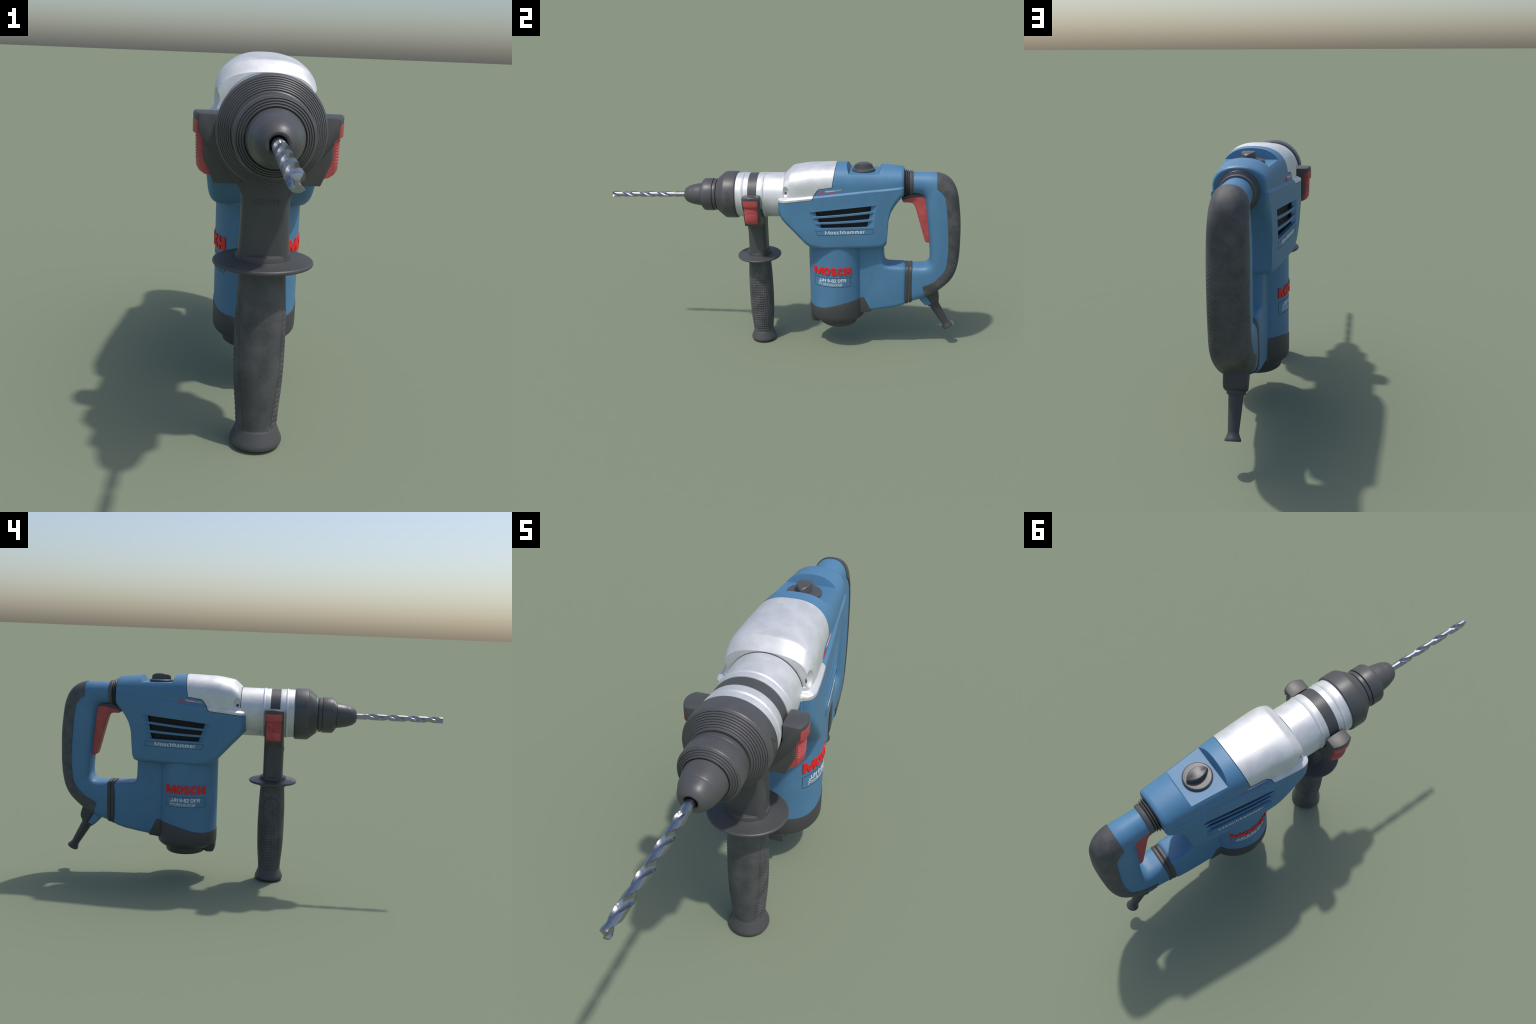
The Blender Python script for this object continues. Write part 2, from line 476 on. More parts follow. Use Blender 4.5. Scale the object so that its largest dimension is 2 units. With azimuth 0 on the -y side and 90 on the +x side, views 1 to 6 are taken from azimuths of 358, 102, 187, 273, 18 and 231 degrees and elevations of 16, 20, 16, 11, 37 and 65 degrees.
# ------------------------------------------------------------------ rear bracket (motor to rear handle)
zbk_bot = curve([(0.40, 0.216), (0.45, 0.218), (0.515, 0.228), (0.65, 0.2525), (0.712, 0.272), (0.745, 0.284)])
lower = [(0.42, 0.216), (0.47, 0.2195), (0.515, 0.228), (0.58, 0.2385), (0.65, 0.2525), (0.715, 0.273)]
outline = lower + [(0.715, 0.502), (0.66, 0.5030), (0.614, 0.5045), (0.600, 0.5090), (0.591, 0.5205), (0.587, 0.541), (0.585, 0.60), (0.584, 0.66), (0.42, 0.66)]
bracket = finish('rear_bracket', prism_x(outline, -0.068, 0.068), BLUE, root)
bevel(bracket, 0.023, 5, 50)
smooth(bracket, 40)
# dark corner plates of the cap over the bracket
plate = finish('cap_wing', prism_x([(0.43, 0.214), (0.515, 0.2255), (0.5175, 0.234), (0.479, 0.3155), (0.475, 0.3175), (0.43, 0.3175)], -0.0692, 0.0692), CAPM, cap)
bevel(plate, 0.006); smooth(plate, 40)

# ------------------------------------------------------------------ rear handle: loft between an inner and an outer outline
PAIRS = [  # inner (y, z), outer (y, z), half width, squareness
    ((0.735, 0.9130), (0.735, 1.0300), 0.0585, 2.0), ((0.765, 0.9110), (0.775, 1.0305), 0.0585, 2.0),
    ((0.787, 0.9040), (0.830, 1.0295), 0.0600, 2.1), ((0.798, 0.8920), (0.867, 1.0255), 0.0620, 2.3),
    ((0.803, 0.8800), (0.903, 1.0145), 0.0645, 2.5), ((0.807, 0.8620), (0.937, 0.9905), 0.0675, 2.8),
    ((0.810, 0.8420), (0.963, 0.9510), 0.0695, 3.0), ((0.813, 0.8150), (0.979, 0.8990), 0.0710, 3.3),
    ((0.818, 0.7800), (0.987, 0.8390), 0.0720, 3.5), ((0.824, 0.7300), (0.994, 0.7690), 0.0725, 3.6),
    ((0.829, 0.6800), (0.9965, 0.7000), 0.0728, 3.6), ((0.834, 0.6250), (0.9965, 0.6200), 0.0730, 3.6),
    ((0.838, 0.5800), (0.9930, 0.5510), 0.0730, 3.6), ((0.839, 0.5470), (0.9840, 0.4940), 0.0730, 3.6),
    ((0.835, 0.5270), (0.9685, 0.4490), 0.0728, 3.6), ((0.827, 0.5140), (0.944, 0.4115), 0.0725, 3.7),
    ((0.815, 0.5060), (0.912, 0.3795), 0.0720, 3.8), ((0.799, 0.5030), (0.876, 0.3500), 0.0715, 3.9),
    ((0.782, 0.5020), (0.836, 0.3225), 0.0708, 4.0), ((0.762, 0.5020), (0.795, 0.3030), 0.0702, 4.1),
    ((0.742, 0.5020), (0.757, 0.2900), 0.0696, 4.2), ((0.728, 0.5020), (0.728, 0.2790), 0.0690, 4.4)]
T = list(range(len(PAIRS)))
_f = [pchip(T, [p[0][0] for p in PAIRS]), pchip(T, [p[0][1] for p in PAIRS]), pchip(T, [p[1][0] for p in PAIRS]),
      pchip(T, [p[1][1] for p in PAIRS]), pchip(T, [p[2] for p in PAIRS]), pchip(T, [p[3] for p in PAIRS])]


def station(t):
    return [f(t) for f in _f]


def handle_point(st, a, grow=0.0):
    iy, iz, oy, oz, w, n = st
    h = math.hypot(oy - iy, oz - iz) / 2
    dy, dz = (oy - iy) / (2 * h), (oz - iz) / (2 * h)
    c, x = sup(a, h + grow, w + grow, n)
    x *= 1 - (0.065 + (0.02 if c > 0 else 0.0)) * min(1, max(0, (n - 2.2) / 0.8)) * min(1, max(0, (iz - 0.50) / 0.06)) * c / h      # flanks converge towards the back
    return (x, (iy + oy) / 2 + dy * c, (iz + oz) / 2 + dz * c)


bm = bmesh.new()
SEG = 72
loft(bm, [[handle_point(station(t), 2 * math.pi * k / SEG) for k in range(SEG)] for t in np.linspace(0, len(PAIRS) - 1, 110)])
handle = finish('rear_handle', bm, BLUE, root, angle=50)

# rubber over-mould: covers the outer part up to a side seam
GSEAM = [(0.860, 0.9550), (0.866, 0.9545), (0.888, 0.9400), (0.910, 0.9100), (0.919, 0.8500), (0.925, 0.7860), (0.932, 0.7000), (0.935, 0.6000),
         (0.930, 0.5300), (0.924, 0.4980), (0.901, 0.4610), (0.861, 0.4190), (0.801, 0.3890), (0.74, 0.365)]


def seam_depth(st):
    """position of the seam between inner (0) and outer (1) outline at a station"""
    iy, iz, oy, oz = st[:4]
    for (ay, az), (by, bz) in zip(GSEAM[:-1], GSEAM[1:]):
        ry, rz, sy, sz = oy - iy, oz - iz, by - ay, bz - az
        den = ry * sz - rz * sy
        if abs(den) < 1e-9: continue
        u = ((ay - iy) * sz - (az - iz) * sy) / den
        v = ((ay - iy) * rz - (az - iz) * ry) / den
        if 0 <= v <= 1 and 0 <= u <= 1.2: return u
    return None


bm = bmesh.new()
rings = []
NA = 120
for t in np.linspace(1.5, len(PAIRS) - 2, 420):
    st = station(t)
    u = seam_depth(st)
    if u is None: u = 0.45 if t < 6 else 0.5
    c = 2 * u - 1
    n = st[5]
    a_s = math.acos(math.copysign(abs(c) ** (n / 2), c))
    ring = []
    for k in range(NA + 1):
        a = -a_s + 2 * a_s * k / NA
        p = handle_point(st, a, 0.0035)
        # moulded dimples on the back
        g = 0.0
        z = p[2]
        if 0.47 < z < 0.80 and abs(a) < 1.25:
            fade = min(1, (z - 0.47) / 0.03, (0.80 - z) / 0.05)
            q = math.cos(2 * math.pi * p[0] / 0.0145) * math.cos(2 * math.pi * z / 0.0145)
            g = -0.0016 * max(0, q) * fade
        if g:
            p = handle_point(st, a, 0.0035 + g)
        ring.append(p)
    rings.append(ring)
loft(bm, rings, False, False, closed=False)
bmesh.ops.bisect_plane(bm, geom=bm.verts[:] + bm.edges[:] + bm.faces[:], plane_co=(0, 0.866, 1.0), plane_no=(0, 1, 0), clear_inner=False)
kill = [f for f in bm.faces if f.calc_center_median().z > 0.80 and f.calc_center_median().y < 0.866]
bmesh.ops.delete(bm, geom=kill, context='FACES')
d = Vector((0, 0.830 - 0.801, 0.302 - 0.389)); nrm = Vector((0, -d.z, d.y)).normalized()
bmesh.ops.bisect_plane(bm, geom=bm.verts[:] + bm.edges[:] + bm.faces[:], plane_co=(0, 0.801, 0.389), plane_no=nrm, clear_inner=False)
kill = [f for f in bm.faces if f.calc_center_median().z < 0.55 and (f.calc_center_median() - Vector((0, 0.801, 0.389))).dot(nrm) < 0]
bmesh.ops.delete(bm, geom=kill, context='FACES')
bmesh.ops.delete(bm, geom=[v for v in bm.verts if not v.link_faces], context='VERTS')
bmesh.ops.recalc_face_normals(bm, faces=bm.faces)
f0 = max(bm.faces, key=lambda f: f.calc_center_median().y)
if f0.normal.y < 0:
    bmesh.ops.reverse_faces(bm, faces=bm.faces)
rgrip = finish('rubber_grip', bm, RUBBER, handle, recalc=False)
modify(rgrip, 'SOLIDIFY', thickness=0.008, offset=-1)
smooth(rgrip, 55)

# bellows between housing and handle
prof = [(0.05, 0.682), (0.0770, 0.682), (0.0780, 0.6915), (0.0765, 0.6945), (0.0630, 0.6975), (0.0745, 0.7010), (0.0755, 0.7030), (0.0745, 0.7045), (0.0610, 0.7080), (0.0705, 0.7115), (0.0718, 0.7135), (0.0705, 0.7150),
        (0.0590, 0.7185), (0.0660, 0.7215), (0.0672, 0.7235), (0.0662, 0.7345), (0.0645, 0.7390), (0.0600, 0.7410), (0.04, 0.7410)]
finish('bellows', lathe_y(prof, seg=72, cz=0.9725), CHUCK, root, angle=35)
# double rubber ring in the lower arm
for yc, sl in ((0.7165, 0), (0.7365, 1)):
    bm = bmesh.new(); rings = []
    for dy, g in ((-0.0095, -0.008), (-0.0092, 0.0000), (-0.006, 0.0016), (0.0, 0.0020), (0.006, 0.0016), (0.0090, -0.0010), (0.0095, -0.008)):
        y = yc + dy
        zb = zbk_bot(y) - 0.001; zt = 0.504
        rings.append([])
        for k in range(96):
            a, b = sup(2 * math.pi * k / 96, 0.0690 + g, (zt - zb) / 2 + g, 4.4)
            rings[-1].append((a, y, (zt + zb) / 2 + b))
    loft(bm, rings)
    finish('rubber_ring', bm, CAPM, root, angle=40)

# trigger
outline = [(0.6830, 0.8840), (0.6860, 0.8730), (0.6935, 0.8690), (0.7150, 0.8690), (0.7330, 0.8670), (0.7440, 0.8610), (0.7520, 0.8490), (0.7620, 0.8180), (0.7780, 0.7600),
           (0.8060, 0.6600), (0.8110, 0.6460), (0.8180, 0.6390), (0.8360, 0.6390), (0.8500, 0.70), (0.8450, 0.80), (0.8250, 0.900), (0.7950, 0.9060), (0.7600, 0.9030), (0.7250, 0.8965), (0.7000, 0.8900)]
trig = finish('trigger', prism_x(outline, -0.033, 0.033), RED, handle)
bevel(trig, 0.007, 3, 40); smooth(trig, 35)
outline = [(0.6800, 0.8850), (0.6835, 0.8935), (0.7000, 0.9050), (0.7250, 0.9145), (0.7500, 0.9175), (0.7900, 0.9175), (0.80, 0.9045), (0.7600, 0.9025), (0.7250, 0.8960), (0.7000, 0.8890), (0.6860, 0.8835)]
lip = finish('trigger_guard', prism_x(outline, -0.034, 0.034), CAPM, handle)
bevel(lip, 0.0025, 2, 40); smooth(lip, 35)

# cord sleeve
C_X = -0.007                                           # the cord leaves slightly off centre
c0, c1 = Vector((C_X, 0.858, 0.278)), Vector((C_X, 0.9525, 0.1165))
ax = (c1 - c0); Lc = ax.length; ax.normalize()
side = Vector((1, 0, 0)); nr = ax.cross(side)
bm = bmesh.new()
prof = [(0.034, 0.0), (0.0355, 0.006), (0.0355, 0.018), (0.0335, 0.022), (0.0285, 0.0225), (0.0275, 0.03), (0.0205, Lc - 0.034), (0.0205, Lc - 0.030), (0.0255, Lc - 0.016), (0.0295, Lc - 0.008), (0.0302, Lc - 0.004), (0.0290, Lc), (0.0245, Lc), (0.0215, Lc - 0.012)]
loft(bm, [[c0 + ax * s + side * (r * math.sin(2 * math.pi * k / 48)) + nr * (r * math.cos(2 * math.pi * k / 48)) for k in range(48)] for r, s in prof])
finish('cord_sleeve', bm, CAPM, root, angle=35)
col = finish('cord_collar', prism_x([(0.822, 0.330), (0.880, 0.370), (0.889, 0.343), (0.8965, 0.3150), (0.8960, 0.3020), (0.8925, 0.2900), (0.8590, 0.2630), (0.8335, 0.3060)], C_X - 0.0450, C_X + 0.0450), CAPM, root)
bevel(col, 0.012, 4, 45); smooth(col, 40)
boss = finish('cord_boss', prism_x([(0.782, 0.330), (0.790, 0.2900), (0.8190, 0.2590), (0.8380, 0.2570), (0.8600, 0.2680), (0.8340, 0.3080), (0.828, 0.335)], C_X - 0.0390, C_X + 0.0390), BLUE, handle)
bevel(boss, 0.008, 3, 45); smooth(boss, 40)

# ------------------------------------------------------------------ side handle
S_CY = -0.133
# bracket: clamp block + stem (front outline in x, z)
half = [(0.0, 0.7300), (0.060, 0.7300), (0.0665, 0.7360), (0.0710, 0.7480), (0.0790, 0.7590), (0.1370, 0.7590), (0.1690, 0.8180), (0.1730, 0.8350), (0.1730, 0.9080), (0.1925, 0.9160), (0.1930, 0.9330), (0.1890, 0.9385), (0.10, 0.9385), (0.0, 0.9385)]
poly = half + [(-x, z) for x, z in reversed(half[1:-1])]
bm = bmesh.new()
rings = []
for k in range(15):                                    # block ends and tops are bowed along y
    e = -1 + 2 * k / 14
    ring = []
    for x, z in poly:
        f = min(1, max(0, (abs(x) - 0.15) / 0.03))
        ring.append((x - math.copysign(0.0135 * f * e * e, x), S_CY + 0.0455 * e, z - (0.005 * e * e if z > 0.93 else 0)))
    rings.append(ring)
loft(bm, rings)
clamp = finish('side_handle', bm, HANDLE, root)
# arched top of the end blocks: trim corners in plan
cut(clamp, lathe_y([(0.1290, -0.30), (0.1290, 0.0)], seg=96))
bevel(clamp, 0.005, 3, 35)
smooth(clamp, 35)
# raised front gusset plates running from the block to the stem
for s in (-1, 1):
    g = bmesh.new()
    pl = [(0.1280, 0.9335), (0.1770, 0.9335), (0.1770, 0.8900), (0.1690, 0.8760), (0.0840, 0.7620), (0.0700, 0.7620), (0.0600, 0.78), (0.1100, 0.8400), (0.1270, 0.8800)]
    aa = [g.verts.new((s * x, -0.1825, z)) for x, z in pl]; bb = [g.verts.new((s * x, -0.1700, z)) for x, z in pl]
    for i in range(len(pl)):
        j = (i + 1) % len(pl); g.faces.new((aa[i], aa[j], bb[j], bb[i]))
    g.faces.new(aa); g.faces.new(list(reversed(bb)))
    go = finish('clamp_rib', g, HANDLE, clamp)
    bevel(go, 0.003, 2, 35); smooth(go, 35)
finish('clamp_band', lathe_y([(0.115, -0.1590), (0.1222, -0.1590), (0.1228, -0.1580), (0.1228, -0.1120), (0.1222, -0.1110), (0.115, -0.1110)]), HANDLE, clamp, angle=25)
# cradle under the neck
crad = finish('clamp_cradle', lathe_y([(0.118, -0.1800), (0.1310, -0.1800), (0.1325, -0.1780), (0.1325, -0.0860), (0.1310, -0.0840), (0.118, -0.0840)]), HANDLE, clamp)
cut(crad, prism_x([(-0.3, 0.850), (0.1, 0.850), (0.1, 1.2), (-0.3, 1.2)], -0.3, 0.3))
smooth(crad, 30)

# stem
bm = bmesh.new()
rings = []
for z, wx, wy in ((0.548, 0.0700, 0.0540), (0.556, 0.0695, 0.0535), (0.575, 0.0680, 0.0520), (0.64, 0.0655, 0.0520), (0.70, 0.0645, 0.0520), (0.725, 0.0660, 0.0520), (0.745, 0.0700, 0.0515), (0.760, 0.0770, 0.0500), (0.79, 0.0800, 0.0480)):
    rings.append([])
    for k in range(80):
        x, y = sup(2 * math.pi * k / 80, wx, wy, 4.2)
        rings[-1].append((x, S_CY + y, z))
loft(bm, rings)
finish('stem', bm, HANDLE, clamp, angle=40)
# thumb-rest rim at the stem foot
finish('stem_foot', lathe_z([(0.03, 0.03, 0.545), (0.0755, 0.070, 0.545), (0.0750, 0.0695, 0.562), (0.0730, 0.0670, 0.5695), (0.0680, 0.0620, 0.5720), (0.03, 0.03, 0.5720)], S_CY), HANDLE, clamp, angle=40)
# hand guard disc
finish('hand_guard', lathe_z([(0.03, 0.03, 0.556), (0.072, 0.067, 0.556), (0.080, 0.074, 0.5535), (0.120, 0.110, 0.5500), (0.1330, 0.1225, 0.5490), (0.1360, 0.1255, 0.5465), (0.1365, 0.1260, 0.5420), (0.1345, 0.1240, 0.5385),
                              (0.110, 0.100, 0.5330), (0.078, 0.074, 0.5240), (0.070, 0.069, 0.5150), (0.03, 0.03, 0.5140)], S_CY), HANDLE, clamp, angle=30)

# rubber grip with a knurled, outlined panel on either flank
grip_rx = curve([(0.05, 0.0575), (0.10, 0.0600), (0.20, 0.0675), (0.30, 0.0700), (0.40, 0.0690), (0.47, 0.0655), (0.53, 0.0630)])
grip_ry = curve([(0.05, 0.0575), (0.10, 0.0610), (0.20, 0.0685), (0.30, 0.0705), (0.40, 0.0690), (0.47, 0.0660), (0.53, 0.0620)])
pan_half = lin([(0.05, 0.92), (0.10, 0.86), (0.25, 0.66), (0.42, 0.60), (0.47, 0.58)])   # half angle of the panel
bm = bmesh.new()
rings = []
NS = 360
for z in np.linspace(0.045, 0.525, 360):
    rx, ry = grip_rx(z), grip_ry(z)
    ring = []
    for k in range(NS):
        a = 2 * math.pi * k / NS                       # 0 = +x
        x, y = sup(a, rx, ry, 2.15)
        da = abs((a + math.pi / 2) % math.pi - math.pi / 2)   # angle from the nearest flank
        ph = pan_half(z)
        d_side = (ph - da) * rx                        # distance inside the panel side line
        arch = 0.463 - 0.10 * da * da
        d_top = arch - z
        inside = min(d_side, d_top)
        off = 0.0
        if abs(inside) < 0.0034 and z > 0.066:
            off = -0.0028 * (1 - abs(inside) / 0.0034)
        elif inside > 0.006 and z > 0.072:
            f = min(1, (inside - 0.006) / 0.004) * min(1, max(0, (0.43 - z) / 0.03))
            u, v = da * rx * (1 if (a % math.pi) < math.pi / 2 else -1), z
            q = 0.5 * (math.cos(2 * math.pi * u / 0.0125) + math.cos(2 * math.pi * v / 0.0150))
            off = 0.0018 * f * q
        rr = math.hypot(x, y)
        ring.append((x * (1 + off / rr), S_CY + y * (1 + off / rr), z))
    rings.append(ring)
loft(bm, rings)
finish('side_grip', bm, RUBBER, clamp, angle=60)
finish('grip_end', lathe_z([(0.03, 0.03, 0.062), (0.0560, 0.0560, 0.0625), (0.0590, 0.0590, 0.0600), (0.0620, 0.0620, 0.0520), (0.0675, 0.0675, 0.0360), (0.0735, 0.0735, 0.0220), (0.0752, 0.0752, 0.0150), (0.0735, 0.0735, 0.0085), (0.0670, 0.0670, 0.0035), (0.0560, 0.0560, 0.0005), (0.045, 0.045, 0.0)], S_CY), HANDLE, clamp, angle=35)

# red release buttons with fine ribs
prof_btn = [(0.1680, 0.9175), (0.1915, 0.9175), (0.1935, 0.9160), (0.1935, 0.8860), (0.1925, 0.8835), (0.1868, 0.8815)]
for i in range(8):
    z = 0.8790 - i * 0.0075
    prof_btn += [(0.1868 - 0.0002 * i, z), (0.1848 - 0.0002 * i, z - 0.0015), (0.1848 - 0.0002 * i, z - 0.0032), (0.1868 - 0.0002 * i, z - 0.0046)]
prof_btn += [(0.1845, 0.8130), (0.1830, 0.7980), (0.1760, 0.7860), (0.1660, 0.7790), (0.1500, 0.7750), (0.1380, 0.7740), (0.1450, 0.81), (0.16, 0.86)]
for s in (-1, 1):
    bm = bmesh.new()
    NY = 17
    rings = []
    for k in range(NY):
        t = -1 + 2 * k / (NY - 1)
        ring = []
        for x, z in prof_btn:
            hw = 0.0415 if z > 0.8825 else 0.0365
            bow = 0.0115 * t * t + (0.0012 if abs(t) == 1 else 0)
            ring.append((s * (x - bow), S_CY + hw * t, z))
        rings.append(ring)
    loft(bm, rings)
    finish('release_button', bm, RED, clamp, angle=28)


# ------------------------------------------------------------------ lettering
def block_word(word, stroke=0.30):
    """heavy display capitals drawn from bars, rings and strokes; unit height"""
    bm = bmesh.new()

    def poly(pts, ox):
        bm.faces.new([bm.verts.new((x + ox, y, 0)) for x, y in pts])

    def ribbon(path, ox, w):
        prev = None
        for i, (x, y) in enumerate(path):
            a = path[max(i - 1, 0)]; b = path[min(i + 1, len(path) - 1)]
            tx, ty = b[0] - a[0], b[1] - a[1]; l = math.hypot(tx, ty) or 1
            nx, ny = -ty / l * w / 2, tx / l * w / 2 * 0.80
            cur = (bm.verts.new((x + nx + ox, y + ny, 0)), bm.verts.new((x - nx + ox, y - ny, 0)))
            if prev: bm.faces.new((prev[0], prev[1], cur[1], cur[0]))
            prev = cur
    ox = 0.0
    k = stroke
    for ch in word:
        if ch == 'M':
            w = 1.36
            q = k * 0.90
            poly([(0, 0), (q, 0), (q, 0.55), (q * 1.12, 1), (0, 1)], ox)
            poly([(w - q, 0), (w, 0), (w, 1), (w - q * 1.12, 1), (w - q, 0.55)], ox)
            poly([(q * 1.12, 1), (q, 0.55), (w / 2 - k * 0.30, 0), (w / 2, 0), (w / 2, 0.36)], ox)
            poly([(w - q * 1.12, 1), (w / 2, 0.36), (w / 2, 0), (w / 2 + k * 0.30, 0), (w - q, 0.55)], ox)
        elif ch == 'H':
            w = 0.98
            poly([(0, 0), (k, 0), (k, 0.37), (k, 0.63), (k, 1), (0, 1)], ox)
            poly([(w - k, 0), (w, 0), (w, 1), (w - k, 1), (w - k, 0.63), (w - k, 0.37)], ox)
            poly([(k, 0.37), (w - k, 0.37), (w - k, 0.63), (k, 0.63)], ox)
        elif ch in 'OC':
            w = 1.08 if ch == 'O' else 1.0
            a0, a1 = (0, 360) if ch == 'O' else (38, 322)
            path = []
            for i in range(41):
                a = math.radians(a0 + (a1 - a0) * i / 40)
                path.append((w / 2 + (w - k) / 2 * math.cos(a), 0.5 + (1 - k * 0.80 + 0.04) / 2 * math.sin(a)))
            ribbon(path, ox, k)
        else:                                            # S
            w = 0.96
            path = []
            for i in range(21):
                a = math.radians(25 + 245 * i / 20)
                path.append((w / 2 + (w - k) / 2 * math.cos(a), 0.715 + 0.185 * math.sin(a)))
            for i in range(1, 21):
                a = math.radians(90 - 245 * i / 20)
                path.append((w / 2 + (w - k) / 2 * math.cos(a), 0.285 + 0.185 * math.sin(a)))
            ribbon(path, ox, k)
        ox += w + 0.03
    bmesh.ops.remove_doubles(bm, verts=bm.verts, dist=1e-4)
    return bm


def arc(cx, cy, rx, ry, a0, a1, n=14):
    return [(cx + rx * math.cos(math.radians(a0 + (a1 - a0) * i / n)), cy + ry * math.sin(math.radians(a0 + (a1 - a0) * i / n))) for i in range(n + 1)]


X, A = 0.36, 0.0      # half x-height (to stroke centre line)
BOWL = lambda cx: arc(cx, X, 0.27, X, 0, 360, 24)
GLYPH = {  # advance width, list of strokes on a unit cap height (stroke centre lines)
    'J': (0.56, [[(0.46, 1), (0.46, 0.26)] + arc(0.25, 0.24, 0.21, 0.24, 0, -190, 12)]),
    'H': (0.80, [[(0.1, -.06), (0.1, 1.06)], [(0.66, -.06), (0.66, 1.06)], [(0.1, 0.52), (0.66, 0.52)]]),
    '9': (0.66, [arc(0.31, 0.68, 0.25, 0.32, 0, 360, 24), [(0.56, 0.68), (0.56, 0.45)] + arc(0.31, 0.36, 0.25, 0.36, 0, -150, 10)]),
    '8': (0.66, [arc(0.31, 0.76, 0.22, 0.24, 0, 360, 22), arc(0.31, 0.26, 0.26, 0.27, 0, 360, 22)]),
    '2': (0.66, [arc(0.31, 0.72, 0.24, 0.28, 165, -25, 14) + [(0.08, 0.04)], [(0.04, 0.0), (0.60, 0.0)]]),
    '-': (0.42, [[(0.06, 0.40), (0.34, 0.40)]]), ' ': (0.30, []),
    'D': (0.82, [[(0.1, -.06), (0.1, 1.06)], [(0.1, 1.0), (0.34, 1.0)] + arc(0.34, 0.5, 0.34, 0.5, 90, -90, 18) + [(0.1, 0.0)]]),
    'F': (0.68, [[(0.1, -.06), (0.1, 1.06)], [(0.1, 1.0), (0.62, 1.0)], [(0.1, 0.52), (0.54, 0.52)]]),
    'R': (0.80, [[(0.1, -.06), (0.1, 1.06)], [(0.1, 1.0), (0.42, 1.0)] + arc(0.42, 0.75, 0.24, 0.25, 90, -90, 12) + [(0.1, 0.5)], [(0.44, 0.50), (0.60, 0.36), (0.66, -.06)]]),
    'P': (0.74, [[(0.1, -.06), (0.1, 1.06)], [(0.1, 1.0), (0.40, 1.0)] + arc(0.40, 0.73, 0.25, 0.27, 90, -90, 12) + [(0.1, 0.46)]]),
    'r': (0.40, [[(0.1, -.05), (0.1, 0.77)], arc(0.32, 0.46, 0.22, 0.27, 180, 85, 8)]),
    'o': (0.66, [BOWL(0.33)]),
    'c': (0.60, [arc(0.33, X, 0.26, X, 45, 315, 20)]),
    'e': (0.66, [[(0.07, 0.38), (0.58, 0.38)] + arc(0.33, X, 0.26, X, 3, 315, 22)]),
    'f': (0.36, [[(0.16, -.05), (0.16, 0.84)] + arc(0.30, 0.86, 0.14, 0.16, 180, 80, 8), [(0.0, 0.70), (0.34, 0.70)]]),
    's': (0.58, [arc(0.29, 0.54, 0.21, 0.18, 25, 270, 12) + arc(0.29, 0.18, 0.22, 0.18, 80, -155, 12)]),
    'i': (0.26, [[(0.13, -.05), (0.13, 0.77)], [(0.13, 0.93), (0.13, 1.06)]]),
    'l': (0.26, [[(0.13, -.05), (0.13, 1.06)]]),
    'n': (0.64, [[(0.1, -.05), (0.1, 0.77)], arc(0.32, 0.46, 0.22, 0.26, 180, 0, 12) + [(0.54, -.05)]]),
    'h': (0.64, [[(0.1, -.05), (0.1, 1.06)], arc(0.32, 0.46, 0.22, 0.26, 180, 0, 12) + [(0.54, -.05)]]),
    'm': (0.98, [[(0.1, -.05), (0.1, 0.77)], arc(0.295, 0.48, 0.195, 0.24, 180, 0, 12) + [(0.49, -.05)], arc(0.685, 0.48, 0.195, 0.24, 180, 0, 12) + [(0.88, -.05)]]),
    'a': (0.62, [arc(0.30, 0.50, 0.22, 0.22, 155, 0, 10) + [(0.52, -.05)], arc(0.28, 0.19, 0.21, 0.20, 60, 340, 18)]),
    'b': (0.68, [[(0.1, -.05), (0.1, 1.06)], BOWL(0.36)]),
    't': (0.38, [[(0.17, 0.96), (0.17, 0.14)] + arc(0.29, 0.14, 0.12, 0.14, 180, 285, 6), [(0.0, 0.70), (0.34, 0.70)]]),
    'M': (1.16, [[(0.1, -.06), (0.1, 1.06)], [(1.04, -.06), (1.04, 1.06)], [(0.1, 0.98), (0.57, 0.10), (1.04, 0.98)]]),
    'V': (0.78, [[(0.04, 1.04), (0.38, 0.0), (0.72, 1.04)]]),
    'C': (0.80, [arc(0.42, 0.5, 0.34, 0.51, 42, 318, 22)]),
}


def stroke_word(word, weight=0.15, gap=0.06):
    """sans-serif word from pen strokes; stacked a hair apart so that crossing strokes never share a plane"""
    bm = bmesh.new()
    ox = 0.0
    for ch in word:
        adv, strokes = GLYPH[ch]
        for si, path in enumerate(strokes):
            prev = None
            for i, (x, y) in enumerate(path):
                a = path[max(i - 1, 0)]; b = path[min(i + 1, len(path) - 1)]
                if i == 0 and path[0] == path[-1]: a = path[-2]
                tx, ty = b[0] - a[0], b[1] - a[1]; l = math.hypot(tx, ty) or 1
                nx, ny = -ty / l * weight / 2, tx / l * weight / 2
                cur = (bm.verts.new((x + nx + ox, y + ny, si * 0.00012)), bm.verts.new((x - nx + ox, y - ny, si * 0.00012)))
                if prev: bm.faces.new((prev[0], prev[1], cur[1], cur[0]))
                prev = cur
        ox += adv + gap
    return bm


